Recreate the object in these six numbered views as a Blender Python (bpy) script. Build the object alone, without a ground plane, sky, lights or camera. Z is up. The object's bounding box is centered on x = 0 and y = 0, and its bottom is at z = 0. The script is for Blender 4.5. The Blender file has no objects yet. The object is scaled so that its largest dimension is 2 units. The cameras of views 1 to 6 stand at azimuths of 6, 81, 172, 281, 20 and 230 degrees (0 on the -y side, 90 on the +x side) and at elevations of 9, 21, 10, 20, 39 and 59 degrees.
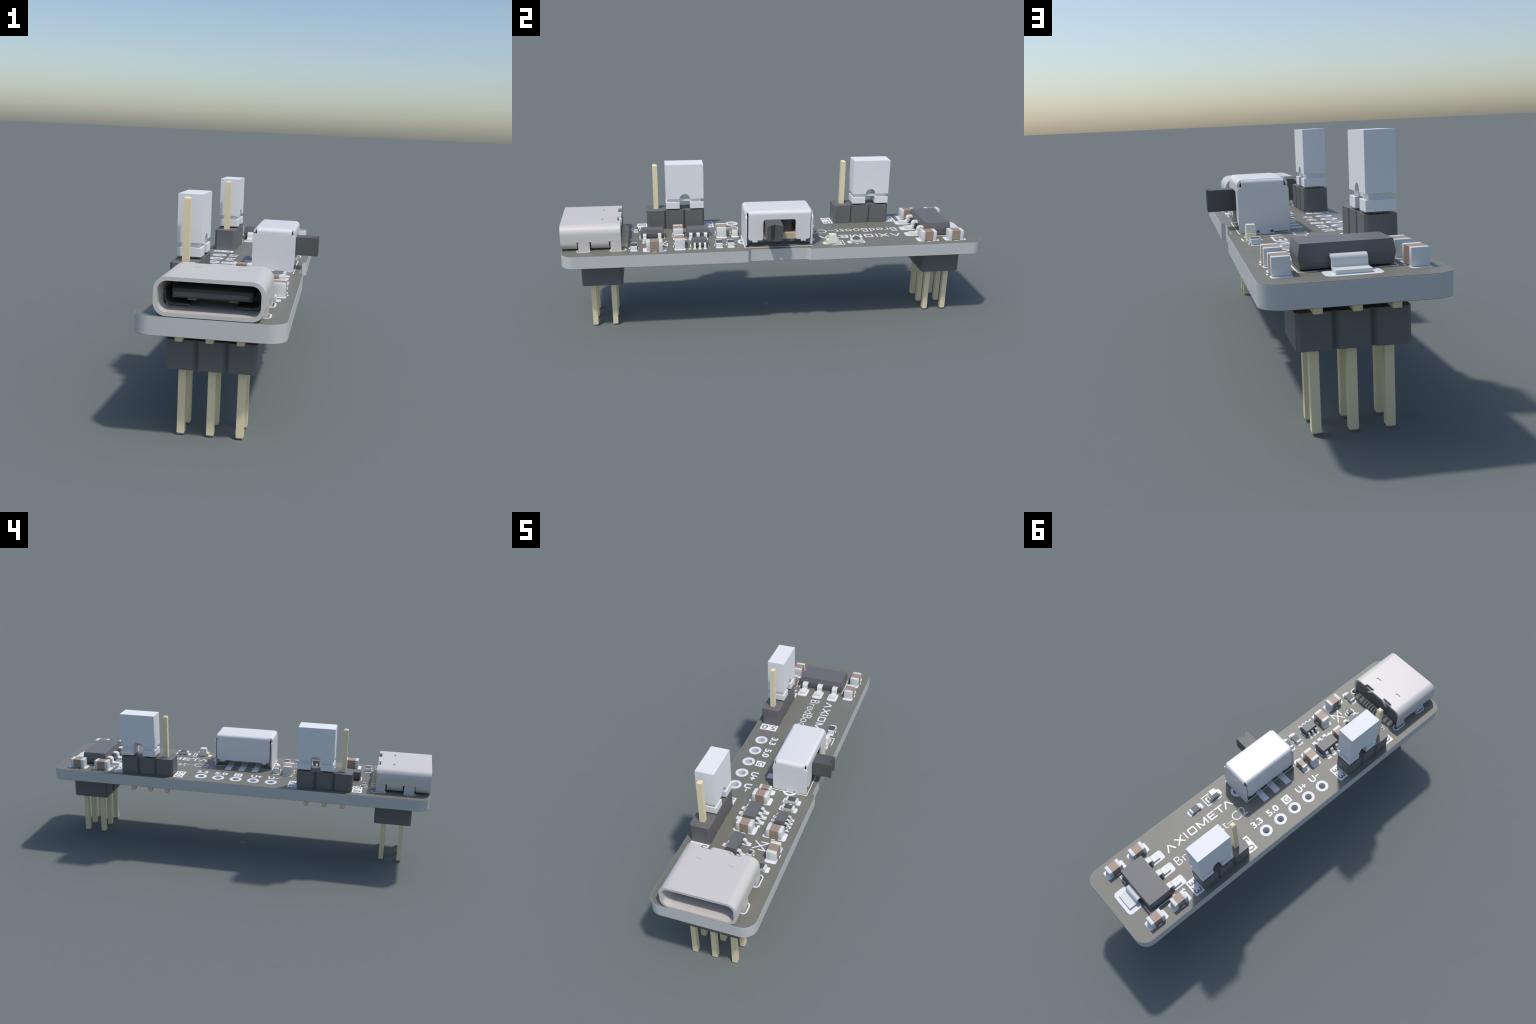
"""Small breadboard power module: circuit board with a USB-C socket, a slide
switch, two jumper-selected pin headers on top, two pin blocks underneath and
a scatter of surface-mount chips, capacitors, resistors and one lamp.
All sizes below are millimetres of the real thing; S brings them to the frame."""
import bpy, bmesh, math
from mathutils import Vector, Matrix

S = 2.0 / 54.0
CX = -0.69                      # centre line of the board
TOP, BOT = 10.95, 9.35          # board faces
EDGE_P, EDGE_N = 5.57, -6.965    # long edges of the board
HALF = 27.0


# ------------------------------------------------------------------ materials
def material(name, colour, rough=0.5, spec=0.5, metal=0.0, grain=0.006, scale=30.0, **extra):
    m = bpy.data.materials.new(name)
    m.use_nodes = True
    nt = m.node_tree
    b = nt.nodes["Principled BSDF"]
    b.inputs["Roughness"].default_value = rough
    b.inputs["Specular IOR Level"].default_value = spec
    b.inputs["Metallic"].default_value = metal
    for k, v in extra.items():
        b.inputs[k.replace("_", " ")].default_value = v
    tc = nt.nodes.new("ShaderNodeTexCoord")
    nz = nt.nodes.new("ShaderNodeTexNoise")
    nz.inputs["Scale"].default_value = scale
    nz.inputs["Detail"].default_value = 3.0
    ramp = nt.nodes.new("ShaderNodeValToRGB")
    lo = [c * (1 - grain) for c in colour]
    hi = [min(1.0, c * (1 + grain)) for c in colour]
    ramp.color_ramp.elements[0].position = 0.3
    ramp.color_ramp.elements[1].position = 0.7
    ramp.color_ramp.elements[0].color = (*lo, 1)
    ramp.color_ramp.elements[1].color = (*hi, 1)
    nt.links.new(tc.outputs["Object"], nz.inputs["Vector"])
    nt.links.new(nz.outputs["Fac"], ramp.inputs["Fac"])
    nt.links.new(ramp.outputs["Color"], b.inputs["Base Color"])
    return m


M_CORE = material("board_core_laminate", (0.555, 0.553, 0.54), 0.6, 0.3)
M_MASK = material("dark_solder_mask", (0.194, 0.190, 0.160), 0.5, 0.5, grain=0.03, scale=12.0)
M_PAD = material("tinned_pad", (0.78, 0.78, 0.80), 0.5, 0.5)
M_HOLE = material("plated_hole", (0.76, 0.76, 0.77), 0.5, 0.5)
M_SILK = material("white_silkscreen", (0.90, 0.90, 0.92), 0.5, 0.5)
M_BLACK = material("black_plastic", (0.146, 0.143, 0.143), 0.5, 0.5)
M_LEVER = material("switch_lever_plastic", (0.096, 0.093, 0.093), 0.5, 0.5)
M_CAVITY = material("socket_insulator", (0.11, 0.109, 0.11), 0.5, 0.5)
M_TONGUE = material("socket_tongue", (0.11, 0.11, 0.113), 0.5, 0.5)
M_CHIP = material("chip_epoxy", (0.148, 0.147, 0.152), 0.5, 0.5)
M_GOLD = material("brass_pin", (0.86, 0.73, 0.47), 0.5, 0.4)
M_SHELL = material("usb_nickel_shell", (0.635, 0.60, 0.57), 0.42, 0.6)
M_STEEL = material("switch_steel", (0.772, 0.765, 0.762), 0.4, 0.6)
M_WHITE = material("white_jumper_plastic", (0.815, 0.815, 0.82), 0.6, 0.4)
M_TERM = material("tin_terminal", (0.72, 0.73, 0.70), 0.5, 0.5)
M_CERAMIC = material("brown_ceramic", (0.372, 0.267, 0.206), 0.5, 0.5)
M_ALUMINA = material("white_alumina", (0.72, 0.73, 0.66), 0.5, 0.4)
M_FILM = material("resistor_film", (0.082, 0.085, 0.095), 0.5, 0.5)
M_LENS = material("lamp_lens", (0.84, 0.84, 0.77), 0.4, 0.5)
M_TAN = material("switch_base_phenolic", (0.58, 0.49, 0.34), 0.6, 0.3)


# ------------------------------------------------------------------ mesh tools
def finish(name, mesh, mat, parent, smooth=None, stuff=False):
    """object from a mesh given in millimetres"""
    mesh.transform(Matrix.Scale(S, 4))
    mesh.materials.clear()
    mesh.materials.append(mat)
    mesh.name = name
    for p in mesh.polygons:
        p.use_smooth = bool(smooth)
    if smooth:
        mesh.set_sharp_from_angle(angle=math.radians(smooth))
    ob = bpy.data.objects.new(name, mesh)
    bpy.context.scene.collection.objects.link(ob)
    ob.parent = parent
    if stuff:
        ob["kind"] = "stuff"
    return ob


def rrect(x0, x1, y0, y1, r, n=7):
    """rounded rectangle loop"""
    r = min(r, (x1 - x0) / 2 - 1e-4, (y1 - y0) / 2 - 1e-4)
    if r <= 1e-3:
        return [(x0, y0), (x1, y0), (x1, y1), (x0, y1)]
    out = []
    for cx, cy, a0 in ((x1 - r, y0 + r, -90), (x1 - r, y1 - r, 0), (x0 + r, y1 - r, 90), (x0 + r, y0 + r, 180)):
        for i in range(n + 1):
            a = math.radians(a0 + 90 * i / n)
            out.append((cx + r * math.cos(a), cy + r * math.sin(a)))
    return out


def disc(cx, cy, r, n=32):
    return [(cx + r * math.cos(2 * math.pi * i / n), cy + r * math.sin(2 * math.pi * i / n)) for i in range(n)]


def curve_mesh(curve):
    ob = bpy.data.objects.new("tmp", curve)
    bpy.context.scene.collection.objects.link(ob)
    dg = bpy.context.evaluated_depsgraph_get()
    me = bpy.data.meshes.new_from_object(ob.evaluated_get(dg))
    bpy.data.objects.remove(ob)
    bpy.data.curves.remove(curve)
    return me


def plate(loops, w0, w1, plane="xy", bevel=0.0):
    """flat shape with nested holes, extruded from w0 to w1 across its plane"""
    cu = bpy.data.curves.new("tmp", "CURVE")
    cu.dimensions = "2D"
    cu.fill_mode = "BOTH"
    cu.extrude = (w1 - w0) / 2 - bevel
    cu.bevel_depth = bevel
    cu.bevel_resolution = 1
    cu.offset = -bevel
    for lp in loops:
        sp = cu.splines.new("POLY")
        sp.points.add(len(lp) - 1)
        for p, (u, v) in zip(sp.points, lp):
            p.co = (u, v, 0, 1)
        sp.use_cyclic_u = True
    me = curve_mesh(cu)
    mid = (w0 + w1) / 2
    for v in me.vertices:
        u, t, w = v.co
        w += mid
        v.co = {"xy": (u, t, w), "yz": (w, u, t), "xz": (u, w, t)}[plane]
    if plane == "xz":
        me.flip_normals()
    bm = bmesh.new()
    bm.from_mesh(me)
    bmesh.ops.remove_doubles(bm, verts=bm.verts, dist=1e-5)
    bmesh.ops.recalc_face_normals(bm, faces=bm.faces)
    bm.to_mesh(me)
    bm.free()
    return me


def box(x0, x1, y0, y1, z0, z1, bevel=0.0, seg=2):
    bm = bmesh.new()
    bmesh.ops.create_cube(bm, size=1)
    for v in bm.verts:
        v.co = ((x0 + x1) / 2 + v.co.x * (x1 - x0), (y0 + y1) / 2 + v.co.y * (y1 - y0), (z0 + z1) / 2 + v.co.z * (z1 - z0))
    if bevel:
        bmesh.ops.bevel(bm, geom=bm.edges[:], offset=bevel, segments=seg, profile=0.5, affect="EDGES")
    me = bpy.data.meshes.new("box")
    bm.to_mesh(me)
    bm.free()
    return me


def loft(sections):
    """closed rings of equal length, capped at both ends"""
    bm = bmesh.new()
    rings = [[bm.verts.new(p) for p in s] for s in sections]
    n = len(rings[0])
    for a, b in zip(rings, rings[1:]):
        for i in range(n):
            bm.faces.new((a[i], a[(i + 1) % n], b[(i + 1) % n], b[i]))
    bm.faces.new(rings[0][::-1])
    bm.faces.new(rings[-1])
    bmesh.ops.recalc_face_normals(bm, faces=bm.faces)
    me = bpy.data.meshes.new("loft")
    bm.to_mesh(me)
    bm.free()
    return me


def join(*meshes):
    bm = bmesh.new()
    for m in meshes:
        bm.from_mesh(m)
    me = bpy.data.meshes.new("join")
    bm.to_mesh(me)
    bm.free()
    return me


def moved(mesh, mat):
    mesh.transform(mat)
    return mesh


def boolean_cut(mesh, cutters):
    a = bpy.data.objects.new("a", mesh)
    bpy.context.scene.collection.objects.link(a)
    tmp = [a]
    for c in cutters:
        b = bpy.data.objects.new("b", c)
        bpy.context.scene.collection.objects.link(b)
        md = a.modifiers.new("cut", "BOOLEAN")
        md.operation = "DIFFERENCE"
        md.solver = "EXACT"
        md.object = b
        tmp.append(b)
    dg = bpy.context.evaluated_depsgraph_get()
    out = bpy.data.meshes.new_from_object(a.evaluated_get(dg))
    for o in tmp:
        bpy.data.objects.remove(o)
    return out


def ribbon(path, thick, a0, a1, axis="x"):
    """bent strip: path of (horizontal, z) points thickened, extruded a0..a1 along
    the other horizontal axis.  axis = direction of the path's first coordinate"""
    up, dn = [], []
    for i, (u, w) in enumerate(path):
        p, q = path[max(i - 1, 0)], path[min(i + 1, len(path) - 1)]
        t = Vector((q[0] - p[0], q[1] - p[1])).normalized()
        nrm = Vector((-t.y, t.x)) * thick / 2
        up.append((u + nrm.x, w + nrm.y))
        dn.append((u - nrm.x, w - nrm.y))
    ring = up + dn[::-1]
    if axis == "x":
        return plate([ring], a0, a1, "xz")
    return plate([ring], a0, a1, "yz")


def gull(u_in, u_out, z_in, z_out, bend):
    """centre line of a gull-wing lead from the package (u_in,z_in) to its foot"""
    sgn = 1 if u_out > u_in else -1
    pts = [(u_in, z_in)]
    um = u_in + sgn * bend
    r = min(0.28, abs(z_in - z_out) / 2 - 0.02) if abs(z_in - z_out) > 0.3 else abs(z_in - z_out) / 2 - 0.01
    for i in range(7):
        a = math.pi / 2 * i / 6
        pts.append((um + sgn * r * math.sin(a), z_in - r + r * math.cos(a)))
    for i in range(7):
        a = math.pi / 2 * i / 6
        pts.append((um + sgn * (2 * r - r * math.cos(a)), z_out + r - r * math.sin(a)))
    pts.append((u_out, z_out))
    return pts


# ------------------------------------------------------------------ the thing
thing = bpy.data.objects.new("breadboard_power_module", None)
bpy.context.scene.collection.objects.link(thing)
thing["label"] = "small dark circuit board with USB socket, slide switch and pin headers"
thing["category"] = "circuit board"

# ------------------------------------------------------------------ board
NOTCH = 0.40
r = 1.6


def board_outline(inset=0.0):
    e = inset
    x0, x1, y0, y1 = EDGE_N + e, EDGE_P - e, -HALF + e, HALF - e
    base = rrect(x0, x1, y0, y1, r - e, 12)
    k = 13 * 1      # after the first rounded corner (x1, y0) comes the +x edge
    notch = [(x1, -4.02), (x1 - NOTCH, -3.64), (x1 - NOTCH, 3.58), (x1, 3.97)]
    return base[:k] + notch + base[k:]


HEADER_Y = {"far": (10.16, 12.70, 15.24), "near": (-15.24, -12.70, -10.16)}
PIN_X = -4.95
VIA_Y = (5.08, 2.54, 0.0, -2.54, -5.08)
SLOTS = [(-21.15, -19.07), (-25.19, -23.43)]
USB0, USB1 = -5.16, 3.78
holes = [disc(PIN_X, y, 0.5) for y in VIA_Y]
for y0, y1 in SLOTS:
    holes.append(rrect(3.40, 3.92, y0 + 0.16, y1 - 0.16, 0.3))
    holes.append(rrect(2 * CX - 3.92, 2 * CX - 3.40, y0 + 0.16, y1 - 0.16, 0.3))
for y in (-2.0, 0.0, 2.0):
    holes.append(disc(2.27, y, 0.40))
for y in (-4.12, 4.12):
    holes.append(disc(2.27, y, 0.60))

core = finish("circuit_board", plate([board_outline()] + holes, BOT + 0.03, TOP - 0.03), M_CORE, thing, 30)
for z0, z1, inset in ((TOP - 0.0295, TOP, 0.03), (BOT, BOT + 0.0295, 0.005)):
    finish("solder_mask", plate([board_outline(inset)] + holes, z0, z1), M_MASK, core)


def pad(loops, side=1, mat=None, name="solder_pad"):
    z0, z1 = (TOP - 0.01, TOP + 0.02) if side > 0 else (BOT - 0.02, BOT + 0.01)
    return finish(name, plate(loops, z0, z1), mat or M_PAD, core)


def barrel(cx, cy, r):
    """plated wall of a drilled hole"""
    finish("plated_hole", plate([disc(cx, cy, r + 0.002), disc(cx, cy, r - 0.03)], BOT - 0.015, TOP + 0.015), M_HOLE, core, 40)


for y in VIA_Y:
    for s in (1, -1):
        pad([disc(PIN_X, y, 0.86), disc(PIN_X, y, 0.5)], s)
    barrel(PIN_X, y, 0.5)
for ys in HEADER_Y.values():
    for y in ys:
        pad([disc(PIN_X, y, 0.85)], -1)
for y0, y1 in SLOTS:
    for x0, x1 in ((3.16, 4.10), (2 * CX - 4.10, 2 * CX - 3.16)):
        for s in (1, -1):
            pad([rrect(x0, x1, y0, y1, 0.46), rrect(x0 + 0.16, x1 - 0.16, y0 + 0.16, y1 - 0.16, 0.3)], s)
# switch pads: long tongues with a drilled ring, and two mounting rings
for y in (-2.0, 0.0, 2.0):
    pad([rrect(-1.52, 1.75, y - 0.46, y + 0.46, 0.08)])
    finish("solder_pad", plate([disc(2.27, y, 0.64), disc(2.27, y, 0.40)], TOP + 0.0205, TOP + 0.026), M_PAD, core)
    pad([disc(2.27, y, 0.64), disc(2.27, y, 0.40)], -1)
    barrel(2.27, y, 0.40)
for y in (-4.12, 4.12):
    for s in (1, -1):
        pad([disc(2.27, y, 0.92), disc(2.27, y, 0.60)], s)
    barrel(2.27, y, 0.60)
# landing pads of the two pin blocks underneath
for sy in (1, -1):
    for x in (CX - 2.54, CX, CX + 2.54):
        for c in (22.28 + 2.525, 22.28 - 2.525):
            pad([rrect(x - 0.5, x + 0.5, sy * c - 1.575, sy * c + 1.575, 0.02)], -1)

# ------------------------------------------------------------------ silkscreen
silk_parts = []
silk_step = [0]


def stroke(p, q, w=0.12, cap=0.0):
    """one printed line, a hair above the one before"""
    p, q = Vector(p), Vector(q)
    d = (q - p).normalized()
    n = Vector((-d.y, d.x)) * w / 2
    p, q = p - d * cap, q + d * cap
    silk_step[0] = (silk_step[0] + 1) % 12
    z = TOP + 0.010 + 0.0006 * silk_step[0]
    return plate([[tuple(p + n), tuple(p - n), tuple(q - n), tuple(q + n)]], TOP - 0.005, z)


def line(*a, **k):
    silk_parts.append(stroke(*a, **k))


def poly(pts, w=0.12, closed=False):
    n = len(pts)
    for i in range(n if closed else n - 1):
        line(pts[i], pts[(i + 1) % n], w, w / 2)


poly([(0.03, -4.33), (4.53, -4.33), (4.53, 4.33), (0.03, 4.33)], 0.1, True)      # switch outline
poly([(4.62, 7.0), (4.62, 8.56), (3.06, 8.56), (3.06, 6.25)], 0.12)               # lamp bracket
poly([(2.66, 23.0), (2.66, 23.58), (1.42, 23.58)], 0.12)                          # regulator corners
poly([(2.66, 23.0), (2.66, 19.75)], 0.12)
poly([(-2.74, 23.58), (-4.06, 23.58), (-4.06, 19.75)], 0.12)
# crossed-arrows mark beside the socket
for a, b in (((1.2, -15.33), (2.88, -14.02)), ((1.2, -14.04), (2.88, -15.34)), ((1.94, -14.02), (2.86, -14.02)), ((1.94, -15.34), (2.86, -15.34))):
    line(a, b, 0.15, 0.04)
# pin-one marks
silk_parts.append(plate([disc(0.66, -11.62, 0.2, 20)], TOP - 0.005, TOP + 0.012))
silk_parts.append(plate([[(3.94, -11.38), (4.46, -11.38), (4.2, -10.98)]], TOP - 0.005, TOP + 0.012))
silk_parts.append(plate([[(-3.96, 18.5), (-4.38, 18.24), (-4.38, 18.76)]], TOP - 0.005, TOP + 0.012))
# end bars of the small chips
for cx, cy, hw, hl in ((CX, -9.97, 0.8, 1.58), (3.12, -9.97, 0.55, 1.12), (CX, -15.87, 0.7, 1.58)):
    for s in (1, -1):
        line((cx - hw, cy + s * hl), (cx + hw, cy + s * hl))
line((CX + 0.7, -15.87 - 1.58), (CX + 0.7, -15.87 - 1.35))
line((CX + 0.7, -15.87 + 1.58), (CX + 0.7, -15.87 + 1.42))
line((CX - 0.8, -8.39), (CX - 0.8, -8.6))

# wide wordmark, drawn as strokes; reads towards -y with its top towards +x
LO, HI, W = 1.06, 2.18, 0.19
word = []


def letter(*paths):
    parts = []
    for path in paths:
        for a, b in zip(path, path[1:]):
            parts.append(stroke(a, b, W, 0.0 if len(path) == 2 else W * 0.18))
    finish("silkscreen_letter", join(*parts), M_SILK, core)


h = W / 2
letter([(LO, 16.83), (HI - h, 16.24)], [(HI - h, 16.24), (LO, 15.62)])
letter([(HI, 15.16), (LO, 14.0)], [(HI, 14.0), (LO, 15.16)])
letter([(LO, 13.59), (HI, 13.59)])
o_out = rrect(LO, HI, 11.92, 13.08, 0.22)
o_in = rrect(LO + W, HI - W, 11.92 + W, 13.08 - W, 0.1)
finish("silkscreen_letter", plate([o_out, o_in], TOP - 0.005, TOP + 0.012), M_SILK, core)
letter([(LO, 11.45), (HI, 11.45)], [(HI - 0.06, 11.42), (LO + 0.06, 10.78)], [(LO + 0.06, 10.78), (HI - 0.06, 10.1)], [(HI, 10.07), (LO, 10.07)])
letter([(LO, 9.58), (HI, 9.58)], [(LO + h, 9.67), (LO + h, 8.52)], [(HI - h, 9.67), (HI - h, 8.56)], [((LO + HI) / 2, 9.67), ((LO + HI) / 2, 8.66)])
letter([(HI - h, 8.43), (HI - h, 7.08)], [(LO, 7.75), (HI - W, 7.75)])
letter([(LO, 7.1), (HI - h, 6.47)], [(HI - h, 6.47), (LO, 5.84)])


def text_mesh(body, length, height, heavy=0.0):
    """lettering from the built-in font, fitted to length x height at the origin"""
    cu = bpy.data.curves.new("tmp", "FONT")
    cu.body = body
    cu.size = 1.0
    cu.offset = heavy
    cu.extrude = 0.01
    cu.resolution_u = 6
    me = curve_mesh(cu)
    xs = [v.co.x for v in me.vertices]
    ys = [v.co.y for v in me.vertices]
    sx, sy = length / (max(xs) - min(xs)), height / (max(ys) - min(ys))
    for v in me.vertices:
        v.co = ((v.co.x - min(xs)) * sx, (v.co.y - min(ys)) * sy, v.co.z)
    return me


def place_text(me, origin, direction):
    """reading direction 'y' = towards -y, 'x' = towards -x"""
    ox, oy = origin
    for v in me.vertices:
        u, t = v.co.x, v.co.y
        z = TOP + (0.012 if v.co.z > 0 else -0.005)
        v.co = (ox + t, oy - u, z) if direction == "y" else (ox - u, oy - t, z)
    return me


finish("silkscreen_label", place_text(text_mesh("Br\u00f8dBoost\u2013C2", 11.85, 1.36, -0.014), (-1.3, 16.95), "y"), M_SILK, core)
for body, y, ln in (("3.3", 6.1, 1.65), ("5.0", 3.42, 1.85), ("U+", -1.92, 1.62), ("U", -4.4, 0.9)):
    finish("silkscreen_label", place_text(text_mesh(body, ln, 0.98, 0.028), (-3.74, y), "y"), M_SILK, core)

finish("silkscreen_label", stroke((-3.22, -5.42), (-3.22, -5.98), 0.17), M_SILK, core)


def knockout(body, rect, length, height, origin, direction):
    """white printed panel with the characters left out of it"""
    x0, x1, y0, y1 = rect
    panel = plate([[(x0, y0), (x1, y0), (x1, y1), (x0, y1)]], TOP - 0.005, TOP + 0.012)
    t = place_text(text_mesh(body, length, height, 0.01), origin, direction)
    for v in t.vertices:
        v.co.z = TOP + (0.06 if v.co.z > TOP else -0.06)
    bm = bmesh.new()
    bm.from_mesh(t)
    bmesh.ops.remove_doubles(bm, verts=bm.verts, dist=1e-4)
    bmesh.ops.recalc_face_normals(bm, faces=bm.faces)
    bm.to_mesh(t)
    bm.free()
    finish("silkscreen_panel", boolean_cut(panel, [t]), M_SILK, core)


for body, y0 in (("5.0", 7.55), ("3.3", 16.46), ("3.3", -8.94), ("5.0", -17.85)):
    knockout(body, (-6.12, -3.74, y0, y0 + 1.35), 2.0, 0.98, (-3.93, y0 + 1.17), "x")
knockout("G", (-3.88, -2.66, -0.6, 0.56), 0.74, 0.86, (-3.7, 0.36), "y")


# ------------------------------------------------------------------ chip-size passives
def pads_for(cx, cy, along, off, pl, pw, tick, tick_y):
    for s in (1, -1):
        if along == "y":
            pad([rrect(cx - pw / 2, cx + pw / 2, cy + s * off - pl / 2, cy + s * off + pl / 2, 0.22 * min(pl, pw) / 0.9)])
            line((cx + s * tick_y, cy - tick), (cx + s * tick_y, cy + tick))
        else:
            pad([rrect(cx + s * off - pl / 2, cx + s * off + pl / 2, cy - pw / 2, cy + pw / 2, 0.22 * min(pl, pw) / 0.9)])
            line((cx - tick, cy + s * tick_y), (cx + tick, cy + s * tick_y))


def oriented(ob, cx, cy, along, z=TOP + 0.03):
    ob.location = (cx * S, cy * S, z * S)
    if along == "x":
        ob.rotation_euler = (0, 0, -math.pi / 2)


def passive_kit(kind, body_mat, L, Wd, H, band):
    """prototype meshes, long axis on y, standing on z = 0"""
    g = 0.02
    body = box(-Wd / 2 + g, Wd / 2 - g, -L / 2 + band, L / 2 - band, g, H - g)
    end = box(-Wd / 2, Wd / 2, L / 2 - band, L / 2, 0, H, 0.05, 2)
    return body, end


proto = {}


def place_passive(kind, spec, cx, cy, along):
    L, Wd, H, band, body_name, body_mat = spec
    if kind not in proto:
        g = 0.02
        b = finish(body_name, box(-Wd / 2 + g, Wd / 2 - g, -L / 2 + band - 0.01, L / 2 - band + 0.01, g, H - g), body_mat, thing)
        kids = []
        for s in (1, -1):
            y0, y1 = sorted((s * (L / 2 - band), s * L / 2))
            kids.append(finish("terminal", box(-Wd / 2, Wd / 2, y0, y1, 0, H, 0.045, 2), M_TERM, b, 40))
        if "resistor" in body_name:
            kids.append(finish("resistive_film", box(-Wd / 2 + 0.03, Wd / 2 - 0.03, -L / 2 + band, L / 2 - band, H - g - 0.005, H + 0.006), M_FILM, b))
        proto[kind] = (b, kids)
    else:
        pb, pk = proto[kind]
        b = pb.copy()
        bpy.context.scene.collection.objects.link(b)
        for c in pk:
            k = c.copy()
            bpy.context.scene.collection.objects.link(k)
            k.parent = b
    oriented(b, cx, cy, along)
    return b


CAP_BIG = (2.0, 1.25, 1.25, 0.45, "capacitor", M_CERAMIC)
CAP_SMALL = (1.6, 0.8, 0.8, 0.32, "capacitor", M_CERAMIC)
RES = (1.55, 0.82, 0.45, 0.28, "resistor", M_ALUMINA)
RES_TINY = (1.0, 0.5, 0.35, 0.2, "resistor", M_ALUMINA)

for cx, cy, d in ((3.83, 23.52, "y"), (3.83, 19.84, "y"), (-5.23, 23.52, "y"), (-5.23, 19.86, "y"),
                  (4.0, -15.6, "y"), (3.1, -12.46, "x"), (CX, -12.52, "x"), (CX, -6.92, "x")):
    place_passive("cap_big", CAP_BIG, cx, cy, d)
    pads_for(cx, cy, d, 0.95, 1.0, 1.42, 0.26, 0.78)
place_passive("cap_small", CAP_SMALL, CX, -5.17, "x")
pads_for(CX, -5.17, "x", 0.8, 0.9, 0.95, 0.15, 0.53)
for cx, cy, d in ((3.81, 10.25, "y"), (3.12, -7.5, "x"), (3.12, -6.02, "x"), (3.2, -18.16, "x")):
    place_passive("res", RES, cx, cy, d)
    pads_for(cx, cy, d, 0.8, 0.72, 0.9, 0.22, 0.54)
for cx, cy, d in ((1.39, -16.4, "y"), (-3.32, -17.96, "x")):
    place_passive("res_tiny", RES_TINY, cx, cy, d)
    pads_for(cx, cy, d, 0.49, 0.5, 0.62, 0.15, 0.42)

# ------------------------------------------------------------------ lamp
lx, ly, lz = 3.84, 7.06, TOP + 0.03
pads_for(lx, ly, "y", 0.8, 0.85, 0.95, 0.0001, 0.3)
silk_parts.pop(); silk_parts.pop()
lamp = finish("indicator_lamp", box(lx - 0.4, lx + 0.4, ly - 0.56, ly + 0.56, lz, lz + 0.47), M_LENS, thing)
for s in (1, -1):
    y0, y1 = sorted((ly + s * 0.55, ly + s * 0.8))
    finish("terminal", box(lx - 0.4, lx + 0.4, y0, y1, lz, lz + 0.48, 0.02, 1), M_GOLD, lamp)
ring = lambda hx, hy, z: [(lx - hx, ly - hy, z), (lx + hx, ly - hy, z), (lx + hx, ly + hy, z), (lx - hx, ly + hy, z)]
finish("lens", loft([ring(0.42, 0.52, lz + 0.01), ring(0.42, 0.54, lz + 0.48), ring(0.38, 0.43, lz + 1.17)]), M_LENS, lamp)


# ------------------------------------------------------------------ chips with gull-wing leads
def epoxy_body(cx, cy, wx, wy, z0, z1, taper, mid=0.5):
    zm = z0 + (z1 - z0) * mid
    def ringz(dx, dy, z):
        return [(cx - dx, cy - dy, z), (cx + dx, cy - dy, z), (cx + dx, cy + dy, z), (cx - dx, cy + dy, z)]
    return loft([ringz(wx / 2 - taper, wy / 2 - taper, z0), ringz(wx / 2, wy / 2, zm), ringz(wx / 2 - taper, wy / 2 - taper, z1)])


def small_chip(cx, cy, wx, wy, z1, plus, minus, reach, lw, th, padlen, padw):
    z0 = TOP + 0.12
    body = finish("chip", epoxy_body(cx, cy, wx, wy, z0, TOP + z1, 0.08, 0.5), M_CHIP, thing)
    zi = z0 + (TOP + z1 - z0) * 0.5
    for side, offs in ((1, plus), (-1, minus)):
        for dy in offs:
            path = gull(cx + side * (wx / 2 - 0.08), cx + side * reach, zi, TOP + 0.03 + th / 2, 0.16)
            finish("lead", ribbon(path, th, cy + dy - lw / 2, cy + dy + lw / 2), M_TERM, body, 40)
            pc = cx + side * (reach + 0.39 - padlen / 2)
            pad([rrect(pc - padlen / 2, pc + padlen / 2, cy + dy - padw / 2, cy + dy + padw / 2, 0.08)])


small_chip(CX, -9.97, 1.62, 2.92, 1.12, (0.95, 0, -0.95), (0.95, 0, -0.95), 1.41, 0.42, 0.16, 1.2, 0.58)
small_chip(3.12, -9.97, 1.27, 2.0, 1.02, (0.65, 0, -0.65), (0.65, 0, -0.65), 0.98, 0.26, 0.14, 0.62, 0.4)
small_chip(CX, -15.87, 1.34, 2.94, 1.19, (0.95, -0.95), (0,), 1.22, 0.42, 0.16, 1.1, 0.58)

# regulator: three leads towards -y, one broad tab towards +y
ry = 21.62
reg = finish("voltage_regulator", epoxy_body(CX, ry, 6.5, 3.5, TOP + 0.1, TOP + 1.78, 0.13, 0.5), M_CHIP, thing)
for dx in (-2.3, 0, 2.3):
    path = gull(ry - 1.6, ry - 3.55, TOP + 0.95, TOP + 0.16, 0.5)
    finish("lead", ribbon(path, 0.24, CX + dx - 0.38, CX + dx + 0.38, "y"), M_TERM, reg, 40)
    pad([rrect(CX + dx - 0.72, CX + dx + 0.72, ry - 4.15, ry - 2.15, 0.3)])
path = gull(ry + 1.6, ry + 3.6, TOP + 0.95, TOP + 0.16, 0.45)
finish("mounting_tab", ribbon(path, 0.24, CX - 1.2, CX + 1.2, "y"), M_TERM, reg, 40)
pad([rrect(CX - 1.9, CX + 1.9, ry + 2.12, ry + 4.1, 0.5)])


# ------------------------------------------------------------------ pins
def square_pin(cx, cy, z0, z1, w=0.64, tip=0.14):
    def sq(h, z):
        return [(cx - h, cy - h, z), (cx + h, cy - h, z), (cx + h, cy + h, z), (cx - h, cy + h, z)]
    h = w / 2
    return loft([sq(h - tip, z0), sq(h, z0 + tip), sq(h, z1 - tip), sq(h - tip, z1)])


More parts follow.
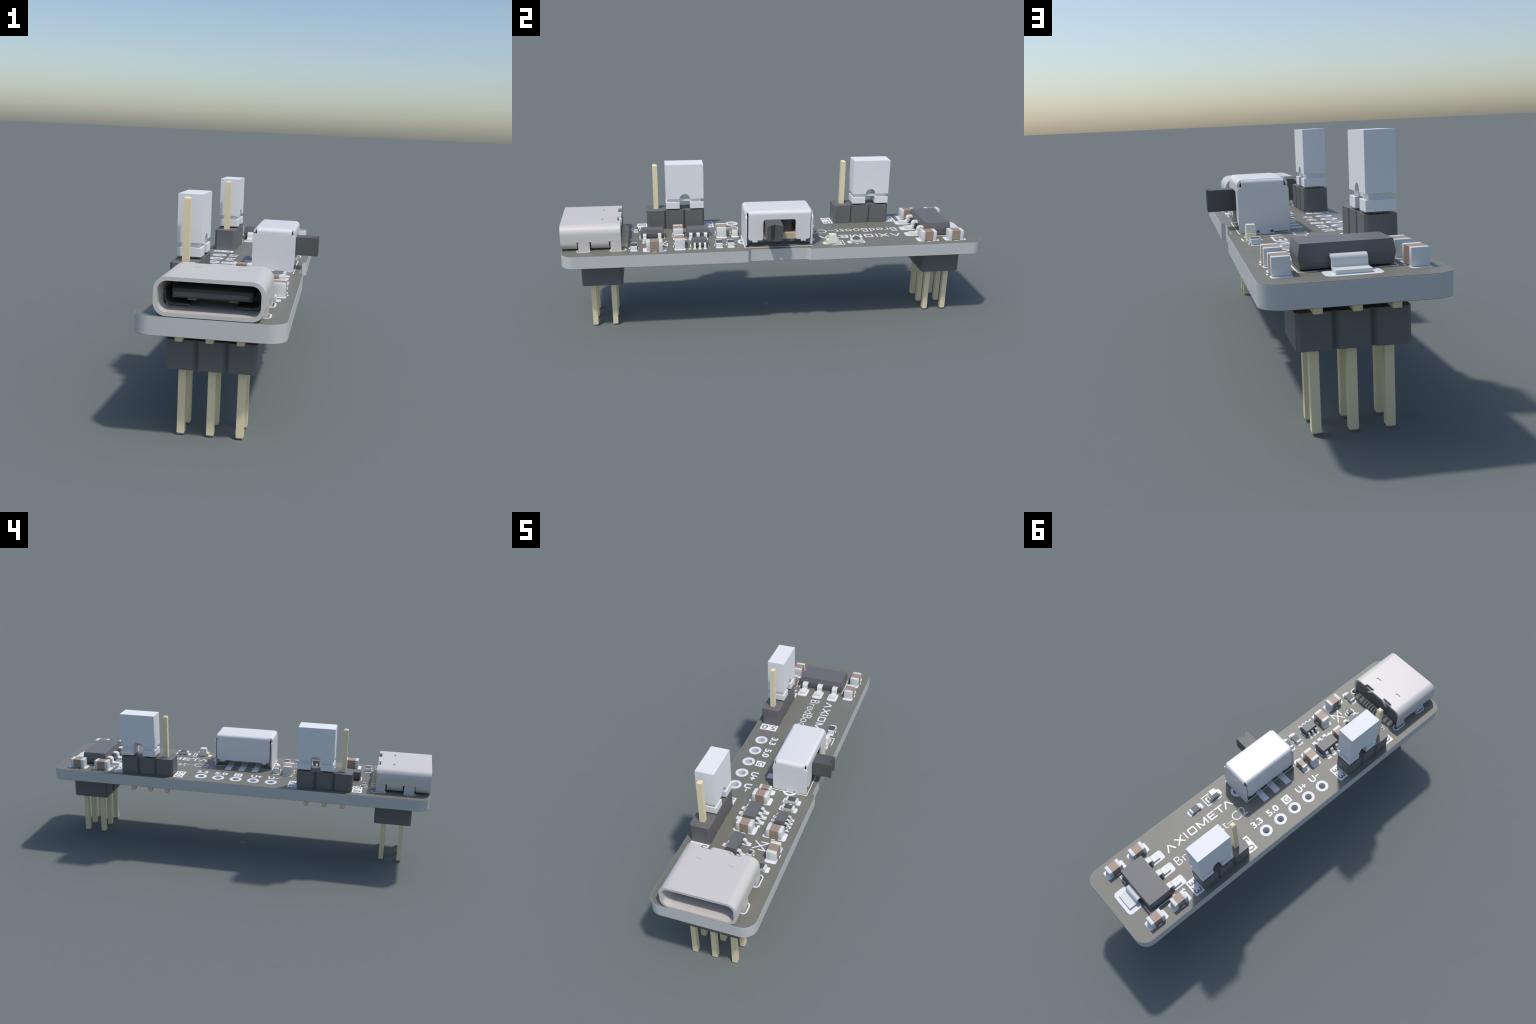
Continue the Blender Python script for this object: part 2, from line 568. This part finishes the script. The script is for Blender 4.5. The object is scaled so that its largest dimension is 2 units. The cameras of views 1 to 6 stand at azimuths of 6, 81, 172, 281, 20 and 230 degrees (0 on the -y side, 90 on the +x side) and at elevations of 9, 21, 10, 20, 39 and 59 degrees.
def housing_outline(x0, x1, y0, cells, pitch, ch, along):
    """row of chamfered cells as one outline; 'along' is the row direction"""
    a, b = [], []
    for i in range(cells):
        s, e = y0 + i * pitch, y0 + (i + 1) * pitch
        a += [(s, ch), (s + ch, 0), (e - ch, 0), (e, ch)] if i == 0 else [(s + ch, 0), (e - ch, 0), (e, ch)]
    right = [(x1 - d, s) for s, d in a]
    left = [(x0 + d, s) for s, d in reversed(a)]
    loop = right + left
    return loop if along == "y" else [(q, p) for p, q in loop]


for ys in HEADER_Y.values():
    lo, hi = min(ys) - 1.27, max(ys) + 1.27
    head = finish("pin_header", plate([housing_outline(PIN_X - 1.27, PIN_X + 1.27, lo, 3, 2.54, 0.26, "y")], TOP + 0.021, TOP + 2.54), M_BLACK, thing)
    for y in ys:
        finish("header_pin", square_pin(PIN_X, y, TOP - 3.0, TOP + 8.58), M_GOLD, head)

for sy in (1, -1):
    c = sy * 22.28
    head = finish("pin_block", plate([housing_outline(c - 2.54, c + 2.54, CX - 3.81, 3, 2.54, 0.26, "x")], 6.02, 8.56), M_BLACK, thing)
    for x in (CX - 2.54, CX, CX + 2.54):
        for s in (1, -1):
            y = c + s * 1.27
            foot = sorted((y - s * 0.32, c + s * 3.62))
            pin = join(square_pin(x, y, 0.0, 8.75), box(x - 0.32, x + 0.32, foot[0], foot[1], BOT - 0.66, BOT - 0.021, 0.06, 1))
            finish("block_pin", pin, M_GOLD, head)

# ------------------------------------------------------------------ jumper caps
JX0, JX1 = -6.14, -3.77


def jumper(cy):
    y0, y1 = cy - 2.49, cy + 2.50
    zb, zg0, zg1, zt = TOP + 2.74, TOP + 3.62, TOP + 4.09, TOP + 8.74
    sl = 0.685
    # upper block with an arched mouth
    arch = [(cy + sl * math.cos(math.pi * i / 20), zg1 + sl * math.sin(math.pi * i / 20)) for i in range(21)]
    loop = [(y0, zg1), (y0, zt), (y1, zt), (y1, zg1)] + arch
    upper = plate([loop], JX0, JX1, "yz")
    ob = finish("jumper_cap", upper, M_WHITE, thing, 35)
    for a, b in ((y0, cy - sl), (cy + sl, y1)):
        na, nb = (a + 0.3, b) if a == y0 else (a, b - 0.3)
        finish("neck", box(JX0 + 0.3, JX1 - 0.3, na, nb, zg0 - 0.01, zg1 + 0.03), M_WHITE, ob)
        finish("foot", box(JX0, JX1, a, b, zb, zg0, 0.02, 1), M_WHITE, ob)
    finish("bridge", box(JX1 - 0.60, JX1 - 0.34, cy - sl - 0.05, cy + sl + 0.05, zg0 + 0.08, zg1 - 0.09), M_WHITE, ob)


jumper(13.97)
jumper(-11.43)

# ------------------------------------------------------------------ USB socket
UZ0, UZ1, WALL = TOP + 0.05, TOP + 3.25, 0.32
UY0, UY1 = -27.0, -19.68


def tube_end():
    outer = rrect(USB0, USB1, UZ0, UZ1, 1.08, 12)
    inner = rrect(USB0 + WALL, USB1 - WALL, UZ0 + WALL, UZ1 - WALL, 0.80, 12)
    return plate([outer, inner], UY0, UY1, "xz")


cuts = []
# open the lower sides around the four legs
for y0, y1 in ((-25.05, -23.32), (-21.16, -19.0)):
    cuts.append(box(USB1 - 1.0, USB1 + 0.5, y0, y1, UZ0 - 0.5, TOP + 1.22))
    cuts.append(box(USB0 - 0.5, USB0 + 1.0, y0, y1, UZ0 - 0.5, TOP + 1.22))
# rear cut-outs beside the roof's middle tongue
for x0, x1 in ((0.30, 1.95), (2 * CX - 1.95, 2 * CX - 0.30)):
    cuts.append(plate([[(x0, -20.1), (x1 - 0.25, -20.1), (x1, -19.5), (x0, -19.5)] if x0 > 0 else
                       [(x0 + 0.25, -20.1), (x1, -20.1), (x1, -19.5), (x0, -19.5)]], UZ1 - 0.9, UZ1 + 0.5))
# two stamped marks in the roof
for x in (CX - 1.91, CX + 1.91):
    cuts.append(box(x - 0.36, x + 0.36, -22.02, -21.75, UZ1 - 0.12, UZ1 + 0.2))
usb = finish("usb_socket", boolean_cut(tube_end(), cuts), M_SHELL, thing, 30)
for y0, y1 in ((-24.88, -23.50), (-20.98, -19.68)):
    for x0, x1 in ((USB1 - WALL + 0.005, USB1), (USB0, USB0 + WALL - 0.005)):
        lp = rrect(y0, y1, BOT - 0.2, TOP + 1.225, 0.18, 4)
        finish("shell_leg", plate([lp], x0, x1, "yz"), M_SHELL, usb)
# bent hooks at the rear of the roof
for s in (1, -1):
    bx = CX + s * 1.03
    q = [(bx, -19.80, UZ1 - 0.16), (bx + s * 0.78, -19.74, UZ1 - 0.88)]
    d = Vector(q[1]) - Vector(q[0])
    hook = box(-d.length / 2, d.length / 2, -0.16, 0.16, -0.14, 0.14, 0.04, 1)
    ang = math.atan2(d.z, d.x)
    mid = (Vector(q[0]) + Vector(q[1])) / 2
    finish("roof_hook", moved(hook, Matrix.Translation(mid) @ Matrix.Rotation(-ang, 4, "Y")), M_SHELL, usb)
inner = rrect(USB0 + WALL + 0.002, USB1 - WALL - 0.002, UZ0 + WALL + 0.002, UZ1 - WALL - 0.002, 0.80, 10)
ins = finish("insulator", plate([inner], -22.0, -19.74, "xz"), M_CAVITY, usb, 30)
finish("insulator_skirt", box(USB0 + 0.5, USB1 - 0.5, -20.9, -19.75, TOP + 0.06, UZ0 + WALL + 0.5), M_CAVITY, usb)
tz = (UZ0 + UZ1) / 2
sec = lambda hx, hz, y: [(CX - hx, y, tz - hz), (CX + hx, y, tz - hz), (CX + hx, y, tz + hz), (CX - hx, y, tz + hz)]
finish("contact_tongue", loft([sec(3.05, 0.17, -25.65), sec(3.28, 0.38, -25.3), sec(3.28, 0.38, -22.0)]), M_TONGUE, usb)
for s in (1, -1):
    q = sorted((CX + s * 1.35, CX + s * 2.05))
    finish("latch_spring", box(q[0], q[1], -25.0, -22.5, tz - 0.60, tz - 0.36), M_BLACK, usb)
    e = [(CX + s * (4.05 - 0.8 + 0.8 * math.cos(a)), UZ0 + 0.5 + 0.62 - 0.62 * math.sin(a)) for a in [math.pi / 2 * i / 8 for i in range(9)]]
    path = [(CX + s * 4.05, UZ0 + 1.7)] + e + [(CX + s * 1.95, UZ0 + 0.5)]
    finish("ground_spring", ribbon(path, 0.16, -24.6, -22.2), M_CAVITY, usb, 40)
for x in (-3.2, -2.4, -1.75, -1.25, -0.75, -0.25, 0.25, 0.75, 1.25, 1.75, 2.4, 3.2):
    w = 0.5 if abs(x) > 2 else 0.22
    path = [(-20.2, TOP + 0.22), (-19.12, TOP + 0.22)]
    finish("contact", box(CX + x - w / 2, CX + x + w / 2, -20.3, -18.98, TOP + 0.03, TOP + 0.40, 0.04, 1), M_GOLD, usb)
    pw = 0.6 if abs(x) > 2 else 0.3
    pad([rrect(CX + x - pw / 2, CX + x + pw / 2, -20.3, -18.92, 0.02)])

# ------------------------------------------------------------------ slide switch
SX0, SX1, SY, SZ, TH, BR = 0.03, 4.50, 4.30, TOP + 4.75, 0.22, 0.47


def bent_roof(half0, half1, z, zlow):
    """roof strip folding down over both ends: outline in (u, z)"""
    def arc(c, rr, a0, a1):
        return [(c[0] + rr * math.cos(math.radians(a0 + (a1 - a0) * i / 8)), c[1] + rr * math.sin(math.radians(a0 + (a1 - a0) * i / 8))) for i in range(9)]
    o = [(half1, zlow)] + arc((half1 - BR, z - BR), BR, 0, 90) + arc((half0 + BR, z - BR), BR, 90, 180) + [(half0, zlow)]
    ri = BR - TH
    i = [(half0 + TH, zlow)] + arc((half0 + BR, z - BR), ri, 180, 90) + arc((half1 - BR, z - BR), ri, 90, 0) + [(half1 - TH, zlow)]
    return o + i


roof = plate([bent_roof(SX0, SX1, SZ, TOP + 4.2)], -3.92, 3.97, "xz")
switch = finish("slide_switch", roof, M_STEEL, thing, 30)
finish("end_fold", plate([bent_roof(-SY, SY, SZ - 0.004, TOP + 3.9)], 0.42, 4.15, "yz"), M_STEEL, switch, 30)
# end plates: rounded corners, two nicks and a locating tab at the bottom
zb = TOP + 0.09
for s in (1, -1):
    def nick(cx):
        return [(cx + 0.17 * math.cos(math.radians(a)), zb + 0.17 * math.sin(math.radians(a))) for a in range(0, 181, 20)]
    body = rrect(0.0, 4.53, zb, TOP + 4.1, 0.3)
    n = 8
    # body starts at bottom-right corner; bottom edge runs from last vertex to first
    loop = body + nick(0)[:0] + [(1.48 - 0.0, zb)] + [(1.63 + 0.15 * -math.cos(math.radians(a)), zb + 0.16 * math.sin(math.radians(a))) for a in range(0, 181, 30)] \
        + [(1.80, zb - 0.5), (2.70, zb - 0.5)] + [(2.87 + 0.15 * -math.cos(math.radians(a)), zb + 0.16 * math.sin(math.radians(a))) for a in range(0, 181, 30)]
    y0, y1 = sorted((s * (SY - TH - 0.001), s * (SY + 0.001)))
    finish("end_plate", plate([loop], y0, y1, "xz", 0.03), M_STEEL, switch, 18)
# long walls hanging from the roof: open window at the front, closed at the rear
zl = TOP + 0.93


def leg_loop(y0, y1, ztop, tab):
    return rrect(y0, y1, zl, ztop, 0.33, 6)


def front_wall():
    zt, zw, wr = TOP + 4.22, TOP + 3.62, 0.3
    a0, b0, b1, a1 = -3.92, -2.03, 2.09, 3.97
    def arc(cx, cz, rr, d0, d1):
        return [(cx + rr * math.cos(math.radians(d0 + (d1 - d0) * i / 6)), cz + rr * math.sin(math.radians(d0 + (d1 - d0) * i / 6))) for i in range(7)]
    lp = [(a0, zt)] + arc(a0 + .33, zl + .33, .33, 180, 270) + [(-3.4, zl), (-3.4, zl - .24), (-2.74, zl - .24), (-2.74, zl)] + arc(b0 - .33, zl + .33, .33, 270, 360)
    lp += arc(b0 + wr, zw - wr, wr, 180, 90) + arc(b1 - wr, zw - wr, wr, 90, 0)
    lp += arc(b1 + .33, zl + .33, .33, 180, 270) + [(2.8, zl), (2.8, zl - .24), (3.46, zl - .24), (3.46, zl)] + arc(a1 - .33, zl + .33, .33, 270, 360) + [(a1, zt)]
    return plate([lp], SX1 - TH - 0.002, SX1 - 0.0015, "yz")


def rear_wall():
    zt = TOP + 4.22
    lp = rrect(-3.92, 3.97, zl, zt, 0.4, 6)
    me = plate([lp], SX0 + 0.0015, SX0 + TH + 0.002, "yz")
    return join(me, box(SX0 + 0.01, SX0 + TH - 0.01, 2.8, 3.46, zl - 0.22, zl + 0.2), box(SX0 + 0.01, SX0 + TH - 0.01, -3.4, -2.8, zl - 0.22, zl + 0.2))


finish("front_wall", front_wall(), M_STEEL, switch, 30)
finish("rear_wall", rear_wall(), M_STEEL, switch, 30)
finish("switch_base", box(0.3, 4.24, -3.9, 3.9, TOP + 0.93, TOP + 1.68), M_TAN, switch)
finish("switch_carriage", box(1.0, 3.62, -2.6, 1.72, TOP + 1.74, TOP + 3.85), M_LEVER, switch)
ky0, ky1, kx = -1.88, 0.09, 6.965
kn = [(3.2, ky0), (kx, ky0), (kx, ky0 + 0.42), (kx - 0.55, (ky0 + ky1) / 2), (kx, ky1 - 0.42), (kx, ky1), (3.2, ky1)]
finish("switch_lever", plate([kn], TOP + 1.66, TOP + 3.66, "xy", 0.02), M_LEVER, switch)
for y in (-2.0, 0.0, 2.0):
    finish("switch_terminal", box(2.27 - 0.15, 2.27 + 0.15, y - 0.25, y + 0.25, BOT - 0.9, TOP + 1.0), M_TERM, switch)

finish("silkscreen_line", join(*silk_parts), M_SILK, core, stuff=True)
